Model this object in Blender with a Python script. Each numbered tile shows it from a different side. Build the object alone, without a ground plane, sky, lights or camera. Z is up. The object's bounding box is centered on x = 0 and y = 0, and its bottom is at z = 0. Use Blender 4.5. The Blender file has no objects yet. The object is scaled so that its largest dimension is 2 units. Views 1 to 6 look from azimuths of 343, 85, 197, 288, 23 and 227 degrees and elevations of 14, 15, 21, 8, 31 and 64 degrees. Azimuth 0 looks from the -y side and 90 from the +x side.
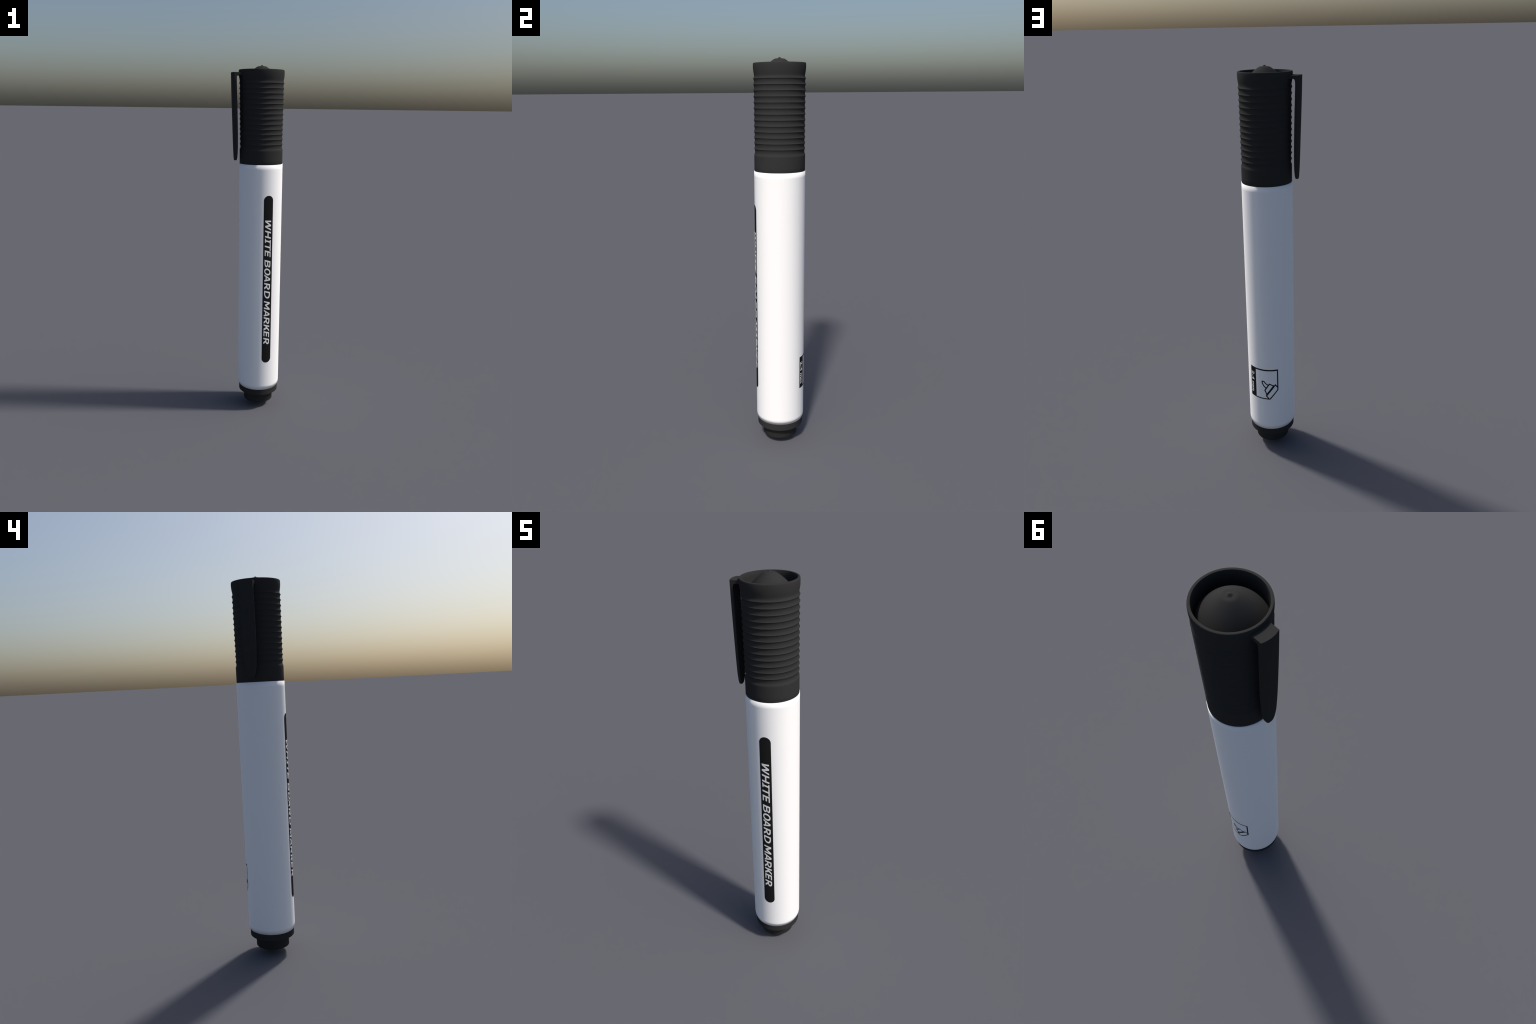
"""Whiteboard marker standing on its end plug: white barrel, black ribbed cap with a pocket clip,
printed label band with lettering, and a small printed nib pictogram."""
import bpy, bmesh
from math import sin, cos, pi, radians, degrees, sqrt, hypot, atan2
from mathutils import Vector, Matrix

# ------------------------------------------------------------------ materials
def plastic(name, colour, roughness, specular=0.5, grain=0.0):
    m = bpy.data.materials.new(name)
    m.use_nodes = True
    nt = m.node_tree
    b = nt.nodes["Principled BSDF"]
    b.inputs["Roughness"].default_value = roughness
    b.inputs["Specular IOR Level"].default_value = specular
    co = nt.nodes.new("ShaderNodeTexCoord")
    no = nt.nodes.new("ShaderNodeTexNoise")
    no.inputs["Scale"].default_value = 90.0
    no.inputs["Detail"].default_value = 2.0
    nt.links.new(co.outputs["Object"], no.inputs["Vector"])
    ramp = nt.nodes.new("ShaderNodeValToRGB")
    lo = [c * (1 - grain) for c in colour]
    hi = [min(1.0, c * (1 + grain)) for c in colour]
    ramp.color_ramp.elements[0].position, ramp.color_ramp.elements[1].position = 0.35, 0.65
    ramp.color_ramp.elements[0].color = (*lo, 1)
    ramp.color_ramp.elements[1].color = (*hi, 1)
    nt.links.new(no.outputs["Fac"], ramp.inputs["Fac"])
    nt.links.new(ramp.outputs["Color"], b.inputs["Base Color"])
    return m

WHITE = plastic("white_plastic", (0.97, 0.97, 0.97), 0.9, 0.05, 0.004)
BLACK = plastic("black_plastic", (0.0345, 0.0345, 0.0345), 0.9, 0.05, 0.0)
INK = plastic("black_ink", (0.0155, 0.0155, 0.0158), 0.9, 0.05, 0.03)
PAPER = plastic("white_ink", (0.82, 0.82, 0.83), 0.9, 0.05, 0.004)

# ------------------------------------------------------------------ helpers
SEG = 144

def link(name, me, mat, parent):
    o = bpy.data.objects.new(name, me)
    bpy.context.scene.collection.objects.link(o)
    me.materials.clear()
    me.materials.append(mat)
    o.parent = parent
    return o

def lathe(name, rows, mat, parent, sharp=None):
    """Loft of elliptical rings. rows: (z, half width in x, half width in y, centre x); half width 0 closes to a point."""
    bm = bmesh.new()
    rings = []
    for z, ax, ay, cx in rows:
        if ax < 1e-6:
            rings.append([bm.verts.new((cx, 0, z))])
        else:
            rings.append([bm.verts.new((cx + ax * cos(2 * pi * k / SEG), ay * sin(2 * pi * k / SEG), z)) for k in range(SEG)])
    for a, b in zip(rings, rings[1:]):
        for k in range(SEG):
            j = (k + 1) % SEG
            if len(a) == 1:
                bm.faces.new((a[0], b[j], b[k]))
            elif len(b) == 1:
                bm.faces.new((a[k], a[j], b[0]))
            else:
                bm.faces.new((a[k], a[j], b[j], b[k]))
    bmesh.ops.recalc_face_normals(bm, faces=bm.faces)
    for f in bm.faces:
        f.smooth = True
    me = bpy.data.meshes.new(name)
    bm.to_mesh(me)
    bm.free()
    if sharp:
        me.set_sharp_from_angle(angle=radians(sharp))
    return link(name, me, mat, parent)

def lerp(a, b, t):
    return a + (b - a) * t

def interp(x, table):
    table = sorted(table)
    if x <= table[0][0]:
        return table[0][1]
    for (x0, y0), (x1, y1) in zip(table, table[1:]):
        if x <= x1:
            return lerp(y0, y1, (x - x0) / (x1 - x0))
    return table[-1][1]

def smooth_interp(x, pts):
    """Catmull-Rom through sorted (x, y) points."""
    pts = sorted(pts)
    if x <= pts[0][0]:
        return pts[0][1]
    if x >= pts[-1][0]:
        return pts[-1][1]
    for i in range(len(pts) - 1):
        if x <= pts[i + 1][0]:
            x0, y0 = pts[i]
            x1, y1 = pts[i + 1]
            h = x1 - x0
            def slope(k):
                a, b = pts[max(k - 1, 0)], pts[min(k + 1, len(pts) - 1)]
                return (b[1] - a[1]) / (b[0] - a[0])
            m0, m1 = slope(i) * h, slope(i + 1) * h
            t = (x - x0) / h
            return ((2 * t**3 - 3 * t**2 + 1) * y0 + (t**3 - 2 * t**2 + t) * m0
                    + (-2 * t**3 + 3 * t**2) * y1 + (t**3 - t**2) * m1)

# ------------------------------------------------------------------ the marker
marker = bpy.data.objects.new("whiteboard_marker", None)
bpy.context.scene.collection.objects.link(marker)
marker["label"] = "white barrelled board marker with black ribbed cap and clip"
marker["category"] = "marker pen"

# ---- barrel: slightly oval tube with a rounded foot and a shoulder hidden under the cap
AX, AY, CX = 0.1219, 0.1260, 0.0247
CAP_FOOT = 1.4685
def barrel_ring(z, d):
    return (z, AX - d, AY - d, CX)
barrel = lathe("barrel", [
    barrel_ring(0.1285, 0.030), barrel_ring(0.1290, 0.0072), barrel_ring(0.1345, 0.0048),
    barrel_ring(0.1400, 0.0029), barrel_ring(0.1430, 0.0020), barrel_ring(0.1480, 0.0010), barrel_ring(0.1520, 0.0004), barrel_ring(0.159, 0.0),
    barrel_ring(0.30, 0.0), barrel_ring(0.8, 0.0), barrel_ring(1.30, 0.0), barrel_ring(1.441, 0.0),
    barrel_ring(CAP_FOOT, 0.0), barrel_ring(CAP_FOOT + 0.001, 0.018)], WHITE, marker)
# the moulded edges read as soft: normals lean outwards over the shoulder and under the foot
LEAN = [(0.1290, -62), (0.1370, -50), (0.1430, -37), (0.1520, -13), (0.1590, 0), (1.441, 0), (CAP_FOOT, 45)]
def soften(ob):
    me, normals = ob.data, []
    for p in me.polygons:
        for li in p.loop_indices:
            co = me.vertices[me.loops[li].vertex_index].co
            a = radians(interp(co.z, LEAN))
            flat = Vector(((co.x - CX) / AX**2, co.y / AY**2, 0)).normalized()
            n = flat * cos(a) + Vector((0, 0, sin(a)))
            normals.append(n if p.normal.dot(flat) > 0.3 else p.normal.copy())
    me.normals_split_custom_set(normals)
soften(barrel)

# ---- end plug: two steps and a shallow hidden cone down to the ground
PX = 0.0249
end_plug = lathe("end_plug", [
    (0.0, 0.0, 0.0, PX), (0.0, 0.010, 0.0104, PX), (0.0328, 0.0810, 0.0846, PX), (0.0338, 0.0845, 0.0884, PX),
    (0.0354, 0.0856, 0.0895, PX), (0.0950, 0.0857, 0.0896, PX),
    (0.0952, 0.1146, 0.1183, PX), (0.0966, 0.1159, 0.1196, PX), (0.1400, 0.1159, 0.1196, PX),
    (0.1410, 0.0900, 0.0900, PX)], BLACK, marker, sharp=35)

# ---- cap: flared lip, thirteen scalloped grip rings, plain band at the foot, hollow top
PITCH, FIRST, RINGS, DEPTH = 0.02727, 1.9037, 13, 0.0042
def cap_ax(z): return interp(z, [(1.46, 0.1200), (1.548, 0.1203), (1.68, 0.1218), (1.79, 0.1229), (1.89, 0.1239), (1.905, 0.1243)])
def cap_ay(z): return interp(z, [(1.46, 0.1241), (1.548, 0.1244), (1.68, 0.1251), (1.79, 0.1254), (1.89, 0.1258), (1.905, 0.1259)])
def cap_cx(z): return interp(z, [(1.46, 0.0248), (1.68, 0.0242), (1.90, 0.0234), (1.955, 0.0222), (2.0, 0.0218)])
rows = []
def cap_row(z, ax, ay): rows.append((z, ax, ay, cap_cx(z)))
rows.append((CAP_FOOT, 0.100, 0.103, cap_cx(CAP_FOOT)))
cap_row(CAP_FOOT, cap_ax(CAP_FOOT) - 0.0006, cap_ay(CAP_FOOT) - 0.0006)
cap_row(CAP_FOOT + 0.001, cap_ax(CAP_FOOT), cap_ay(CAP_FOOT))
for z in (1.49, 1.52, 1.540):
    cap_row(z, cap_ax(z), cap_ay(z))
STEPS = 28
for i in range(RINGS, 0, -1):
    low = FIRST - PITCH * i
    for s in range(STEPS):
        u = s / STEPS
        w = abs(2 * u - 1)
        dent = DEPTH * (0.8 * (1 - w ** 2) + 0.2 * (1 - w ** 10))      # wide scallop with a keen crest
        z = low + PITCH * u
        cap_row(z, cap_ax(z) - dent, cap_ay(z) - dent)
cap_row(FIRST, cap_ax(FIRST), cap_ay(FIRST))
LIP = [(1.9085, 0.1222), (1.912, 0.1211), (1.9155, 0.1207), (1.921, 0.1213), (1.930, 0.1231), (1.938, 0.1244), (1.946, 0.1253),
       (1.954, 0.1258), (1.961, 0.1259), (1.967, 0.1257), (1.9710, 0.1252), (1.9732, 0.1246), (1.9740, 0.1236),
       (1.9743, 0.1220), (1.9743, 0.1167), (1.9740, 0.1158), (1.9728, 0.1152), (1.955, 0.1149), (1.91, 0.1142), (1.85, 0.1134), (1.845, 0.060)]
for z, r in LIP:
    cap_row(z, r, r)
cap = lathe("cap", rows, BLACK, marker, sharp=44)

# ---- domed plunger in the hollow of the cap, with a small pointed nub
DOME = [(0.0, 2.0), (0.0022, 1.9996), (0.0045, 1.9982), (0.0075, 1.9957), (0.0100, 1.9940), (0.0135, 1.9936), (0.0180, 1.9933), (0.0225, 1.9926),
        (0.0275, 1.9902), (0.0350, 1.9852), (0.0430, 1.9795), (0.0560, 1.9685), (0.0700, 1.9557), (0.0850, 1.9408),
        (0.0980, 1.9268), (0.1080, 1.9150), (0.1150, 1.9050)]
dome = lathe("cap_dome", [(smooth_interp(r, DOME), r, r, 0.0236) for r in
             [0.0, 0.0012, 0.0024, 0.0036, 0.005, 0.0065, 0.008, 0.0095, 0.0115, 0.0135, 0.016, 0.018, 0.020, 0.0225, 0.025, 0.0275,
              0.031, 0.035, 0.039, 0.043, 0.0495, 0.056, 0.063, 0.070, 0.0775, 0.085, 0.092, 0.098, 0.103, 0.108, 0.112, 0.115]],
             BLACK, cap)

# ---- pocket clip: bowed strap on a bridge, tapering to a rounded tip
HALF_WIDTH = [(1.4882, 0.0065), (1.4892, 0.0095), (1.491, 0.0122), (1.495, 0.0154), (1.501, 0.0188), (1.51, 0.0219), (1.52, 0.0246), (1.544, 0.0284),
              (1.578, 0.0310), (1.629, 0.0336), (1.697, 0.0350), (1.764, 0.0355), (1.865, 0.0354), (1.96, 0.0354)]
OUTER_MID = [(1.4882, -0.1314), (1.50, -0.1323), (1.52, -0.1335), (1.545, -0.1350), (1.589, -0.1368), (1.693, -0.1405),
             (1.796, -0.1441), (1.863, -0.1464), (1.93, -0.1480), (1.96, -0.1486)]
INNER_MID = [(1.4882, -0.1215), (1.506, -0.1219), (1.52, -0.1225), (1.557, -0.1234), (1.60, -0.1249), (1.69, -0.1278),
             (1.775, -0.1303), (1.863, -0.1331), (1.915, -0.1345), (1.928, -0.1344), (1.935, -0.1335), (1.940, -0.1313), (1.9425, -0.1280)]
BOW = 5.1
def clip_section(z, inner, shrink=0.0, n=10):
    """Cross section of the strap: bowed outer and inner faces, small chamfers on the outer corners."""
    w = smooth_interp(z, HALF_WIDTH) - shrink
    xm = smooth_interp(z, OUTER_MID) + shrink
    c = min(0.0011, w * 0.2)
    ys = [lerp(-w + c, w - c, k / n) for k in range(n + 1)]
    out = [(xm + BOW * w * w + c, -w)] + [(xm + BOW * y * y, y) for y in ys] + [(xm + BOW * w * w + c, w)]
    bow = BOW if inner < -0.1 else 0.0
    back = [(inner + bow * y * y, y) for y in (w, .66 * w, .33 * w, 0, -.33 * w, -.66 * w, -w)]
    return [(x, y, z) for x, y in out + back]
def build_clip():
    bm = bmesh.new()
    zs = [1.4882, 1.4886, 1.4892, 1.490, 1.491, 1.493, 1.4955, 1.50, 1.505, 1.51, 1.52, 1.532, 1.544, 1.56, 1.578, 1.60, 1.629, 1.66, 1.697, 1.73, 1.764, 1.80,
          1.865, 1.90, 1.915, 1.925, 1.930, 1.935, 1.938, 1.940, 1.9415, 1.9425]
    secs = [clip_section(z, smooth_interp(z, INNER_MID)) for z in zs]
    secs.append(clip_section(1.943, -0.090))
    secs.append(clip_section(1.950, -0.090))
    secs.append(clip_section(1.9572, -0.090))
    secs.append(clip_section(1.9580, -0.090, 0.0008))
    loops = [[bm.verts.new(p) for p in s] for s in secs]
    n = len(loops[0])
    for a, b in zip(loops, loops[1:]):
        for k in range(n):
            j = (k + 1) % n
            bm.faces.new((a[k], a[j], b[j], b[k]))
    bm.faces.new(loops[0][::-1])
    bm.faces.new(loops[-1])
    bmesh.ops.recalc_face_normals(bm, faces=bm.faces)
    for f in bm.faces:
        f.smooth = True
    me = bpy.data.meshes.new("clip")
    bm.to_mesh(me)
    bm.free()
    me.set_sharp_from_angle(angle=radians(24))
    return link("clip", me, BLACK, cap)
clip = build_clip()

# ------------------------------------------------------------------ printing wrapped on the barrel
def on_barrel(t, z, lift):
    """t: angle in degrees round the oval barrel."""
    a = radians(t)
    return Vector((CX + (AX + lift) * cos(a), (AY + lift) * sin(a), z))
def barrel_normal(x, y):
    return Vector(((x - CX) / AX**2, y / AY**2, 0)).normalized()
ARC = radians(1) * 0.124          # metres of print per degree

def filled(loops):
    """Flat filled mesh from closed outlines; inner outlines become holes."""
    cu = bpy.data.curves.new("outline", "CURVE")
    cu.dimensions, cu.fill_mode = "2D", "BOTH"
    for loop in loops:
        sp = cu.splines.new("POLY")
        sp.points.add(len(loop) - 1)
        for p, (x, y) in zip(sp.points, loop):
            p.co = (x, y, 0, 1)
        sp.use_cyclic_u = True
    return flat_mesh(bpy.data.objects.new("outline", cu))

def flat_mesh(ob):
    bpy.context.scene.collection.objects.link(ob)
    bpy.context.view_layer.update()
    me = bpy.data.meshes.new_from_object(ob.evaluated_get(bpy.context.evaluated_depsgraph_get()))
    data = ob.data
    bpy.data.objects.remove(ob)
    bpy.data.curves.remove(data)
    bm = bmesh.new()
    bm.from_mesh(me)
    bpy.data.meshes.remove(me)
    bmesh.ops.remove_doubles(bm, verts=bm.verts, dist=1e-6)
    return bm

def wrap(name, bm, lift, mat, parent):
    """Flat mesh with x = degrees round the barrel * ARC, y = z. Cut into strips, give it thickness, bend it on."""
    bmesh.ops.remove_doubles(bm, verts=bm.verts, dist=1e-6)
    xs = [v.co.x for v in bm.verts]
    step = 0.0035
    x = (int(min(xs) / step) - 1) * step
    while x < max(xs):
        if x > min(xs):
            bmesh.ops.bisect_plane(bm, geom=bm.verts[:] + bm.edges[:] + bm.faces[:], plane_co=(x, 0, 0), plane_no=(1, 0, 0), dist=1e-7)
        x += step
    for f in bm.faces:
        if f.normal.z < 0:
            f.normal_flip()
    top = set(bm.faces)
    made = bmesh.ops.extrude_face_region(bm, geom=list(bm.faces), use_keep_orig=True)
    upper = {g for g in made["geom"] if isinstance(g, bmesh.types.BMVert)}
    for v in bm.verts:
        t = v.co.x / ARC
        v.co = on_barrel(t, v.co.y, lift if v in upper else -0.0012)
    bmesh.ops.recalc_face_normals(bm, faces=bm.faces)
    me = bpy.data.meshes.new(name)
    bm.to_mesh(me)
    bm.free()
    normals = []
    for p in me.polygons:
        p.use_smooth = True
        for li in p.loop_indices:
            co = me.vertices[me.loops[li].vertex_index].co
            n = barrel_normal(co.x, co.y)
            f = p.normal
            normals.append(n if f.dot(n) > 0.6 else f.copy())
    me.normals_split_custom_set(normals)
    return link(name, me, mat, parent)

# ---- black label band with round ends
BAND_T0, BAND_T1, BAND_Z0, BAND_Z1 = -99.0, -73.1, 0.3078, 1.3012
def stadium():
    mid, half = (BAND_T0 + BAND_T1) / 2 * ARC, (BAND_T1 - BAND_T0) / 2 * ARC
    pts = [(mid + half * cos(pi * k / 32), BAND_Z1 - half + half * sin(pi * k / 32)) for k in range(33)]
    pts += [(mid - half * cos(pi * k / 32), BAND_Z0 + half - half * sin(pi * k / 32)) for k in range(33)]
    return pts
label_band = wrap("label_band", filled([stadium()]), 0.0004, INK, barrel)

# ---- lettering: bold slanted capitals reading down the band.
# Glyphs are drawn in metres along the line (x) and in cap heights (y), upright; slant is added when placed.
S, B = 0.0087, 0.162       # stem width, bar height
def box(x0, y0, x1, y1): return [(x0, y0), (x1, y0), (x1, y1), (x0, y1)]
def superarc(cx, cy, rx, ry, a0, a1, n=14, e=0.88):
    out = []
    for k in range(n + 1):
        a = radians(lerp(a0, a1, k / n))
        c, s = cos(a), sin(a)
        out.append((cx + rx * (abs(c) ** e) * (1 if c >= 0 else -1), cy + ry * (abs(s) ** e) * (1 if s >= 0 else -1)))
    return out
def bowl(x0, x1, y0, y1):
    """D-shaped outline, straight on the left."""
    ry = (y1 - y0) / 2
    rx = min(x1 - x0, 0.022 * (y1 - y0) + 0.006)
    return [(x0, y0)] + superarc(x1 - rx, (y0 + y1) / 2, rx, ry, -90, 90) + [(x0, y1)]
def glyph(ch, w):
    if ch == "H":
        return [[(0, 0), (S, 0), (S, .41), (w - S, .41), (w - S, 0), (w, 0), (w, 1), (w - S, 1), (w - S, .60), (S, .60), (S, 1), (0, 1)]]
    if ch == "I":
        a, b, h = (w - S) / 2, (w + S) / 2, .16
        return [[(0, 0), (w, 0), (w, h), (b, h), (b, 1 - h), (w, 1 - h), (w, 1), (0, 1), (0, 1 - h), (a, 1 - h), (a, h), (0, h)]]
    if ch == "T":
        a, b = (w - S) / 2, (w + S) / 2
        return [[(a, 0), (b, 0), (b, 1 - B), (w, 1 - B), (w, 1), (0, 1), (0, 1 - B), (a, 1 - B)]]
    if ch == "E":
        return [[(0, 0), (w, 0), (w, B), (S, B), (S, .41), (w * .93, .41), (w * .93, .60), (S, .60), (S, 1 - B), (w, 1 - B), (w, 1), (0, 1)]]
    if ch == "W":
        q, s = w / 4, S * 0.92
        return [[(q * .62, 0), (q * .62 + s * 1.1, 0), (2 * q, .66), (w - q * .62 - s * 1.1, 0), (w - q * .62, 0), (w, 1), (w - s, 1),
                 (w - q * .62 - s * .62, .36), (2 * q + s * .46, 1), (2 * q - s * .46, 1), (q * .62 + s * .62, .36), (s, 1), (0, 1)]]
    if ch == "M":
        s = S * 0.95
        return [[(0, 0), (s * .92, 0), (s * .92, .68), (w / 2 - s * .36, .18), (w / 2 + s * .36, .18), (w - s, .68), (w - s, 0), (w, 0), (w, 1),
                 (w - s * 1.2, 1), (w / 2, .46), (s * 1.2, 1), (0, 1)]]
    if ch == "A":
        s = S * 1.04
        return [[(0, 0), (s, 0), (s + w * .06, .21), (w - s - w * .06, .21), (w - s, 0), (w, 0), (w / 2 + s * .58, 1), (w / 2 - s * .58, 1)],
                [(s + w * .115, .39), (w - s - w * .115, .39), (w / 2, .80)]]
    if ch == "K":
        return [[(0, 0), (S, 0), (S, .30), (S + w * .11, .42), (w - S * 1.25, 0), (w + .001, 0), (w * .60, .57), (w * .97, 1), (w * .97 - S * 1.2, 1),
                 (S, .52), (S, 1), (0, 1)]]
    if ch == "D":
        return [bowl(0, w, 0, 1), bowl(S, w - S * 1.02, B, 1 - B)]
    if ch == "O":
        return [superarc(w / 2, .5, w / 2, .53, 0, 360, 40, .95)[:-1], superarc(w / 2, .5, w / 2 - S * 1.02, .53 - B, 0, 360, 40, .95)[:-1]]
    if ch == "B":
        lower, upper = bowl(0, w, 0, .56), bowl(0, w * .94, .56, 1)
        return [lower[:-1] + [p for p in upper[1:]] , bowl(S, w - S, .16, .44), bowl(S, w * .94 - S * .95, .61, .84)]
    if ch == "R":
        upper = bowl(0, w * .92, .36, 1)
        return [[(0, 0), (S, 0), (S, .35), (w * .38, .35), (w - S * 1.3, 0), (w + .001, 0), (w * .66, .40)]
                + [p for p in upper[6:]], bowl(S, w * .92 - S, .52, .83)]
    raise ValueError(ch)

BASE_T, CAP_T, SLANT = -94.85, -78.35, 0.0112
LINE = [("W", 1.1715, .0560), ("H", 1.1068, .0395), ("I", 1.0595, .0230), ("T", 1.0352, .0388), ("E", .9925, .0322),
        ("B", .9368, .0405), ("O", .8898, .0400), ("A", .8500, .0415), ("R", .8010, .0385), ("D", .7540, .0425),
        ("M", .6918, .0470), ("A", .6390, .0410), ("R", .5940, .0400), ("K", .5485, .0370), ("E", .5074, .0310), ("R", .4658, .0380)]
for ch, z0, w in LINE:
    loops = [[((BASE_T + (CAP_T - BASE_T) * y) * ARC, z0 - x - SLANT * y) for x, y in loop] for loop in glyph(ch, w)]
    wrap("letter", filled(loops), 0.0008, PAPER, label_band)

# ---- nib pictogram: framed panel with a black size bar
def stroke(points, width, closed=False):
    """Outline(s) of a mitred line through (t, z) points, in flat barrel space."""
    P = [Vector((t * ARC, z)) for t, z in points]
    n = len(P)
    L, R = [], []
    for i in range(n):
        a = P[i - 1] if (closed or i > 0) else None
        b = P[(i + 1) % n] if (closed or i < n - 1) else None
        d0 = (P[i] - a).normalized() if a is not None else None
        d1 = (b - P[i]).normalized() if b is not None else None
        if d0 is None:
            m, k = Vector((-d1.y, d1.x)), 1
        elif d1 is None:
            m, k = Vector((-d0.y, d0.x)), 1
        else:
            m = (Vector((-d0.y, d0.x)) + Vector((-d1.y, d1.x))).normalized()
            k = 1 / max(0.5, m.dot(Vector((-d0.y, d0.x))))
        L.append(tuple(P[i] + m * k * width / 2))
        R.append(tuple(P[i] - m * k * width / 2))
    return [L, R] if closed else [L + R[::-1]]

pictogram = wrap("size_bar", filled([[(t * ARC, z) for t, z in [(48.6, .3232), (66.5, .3232), (66.5, .5012), (48.6, .5012)]]]), 0.0004, INK, barrel)
FW = 0.0061
PICTURE = [
    ([(66.0, .4972), (124.6, .4972)], .0080),
    ([(123.4, .4940), (123.4, .3790), (103.6, .3243), (66.0, .3258)], FW),
    ([(93.9, .3905), (88.0, .4040), (84.6, .4190), (84.1, .4283), (85.4, .4307), (89.3, .4295), (91.2, .4230), (94.4, .4165), (100.0, .4075)], .0060),
    ([(95.9, .3525), (91.0, .3765), (102.6, .4160), (113.2, .4050)], .0060),
    ([(95.6, .3480), (114.4, .4062)], .0092),
    ([(100.6, .3275), (94.6, .3430), (117.2, .4100), (123.0, .3945)], .0060),
]
for k, (pts, width) in enumerate(PICTURE):
    wrap("pictogram_line", filled(stroke(pts, width)), 0.0003 + 0.00007 * k, INK, barrel)

def size_text():
    cu = bpy.data.curves.new("size_text", "FONT")
    cu.body = "2-4 mm"
    cu.size = 1.0
    cu.offset = 0.016
    cu.resolution_u = 4
    bm = flat_mesh(bpy.data.objects.new("size_text", cu))
    x0, x1 = min(v.co.x for v in bm.verts), max(v.co.x for v in bm.verts)
    y0, y1 = min(v.co.y for v in bm.verts), max(v.co.y for v in bm.verts)
    for v in bm.verts:
        u, h = (v.co.x - x0) / (x1 - x0), (v.co.y - y0) / (y1 - y0)
        v.co = ((51.6 + (61.2 - 51.6) * h) * ARC, .4715 - .1235 * u, 0)
    return wrap("size_lettering", bm, 0.0008, PAPER, pictogram)
size_text()
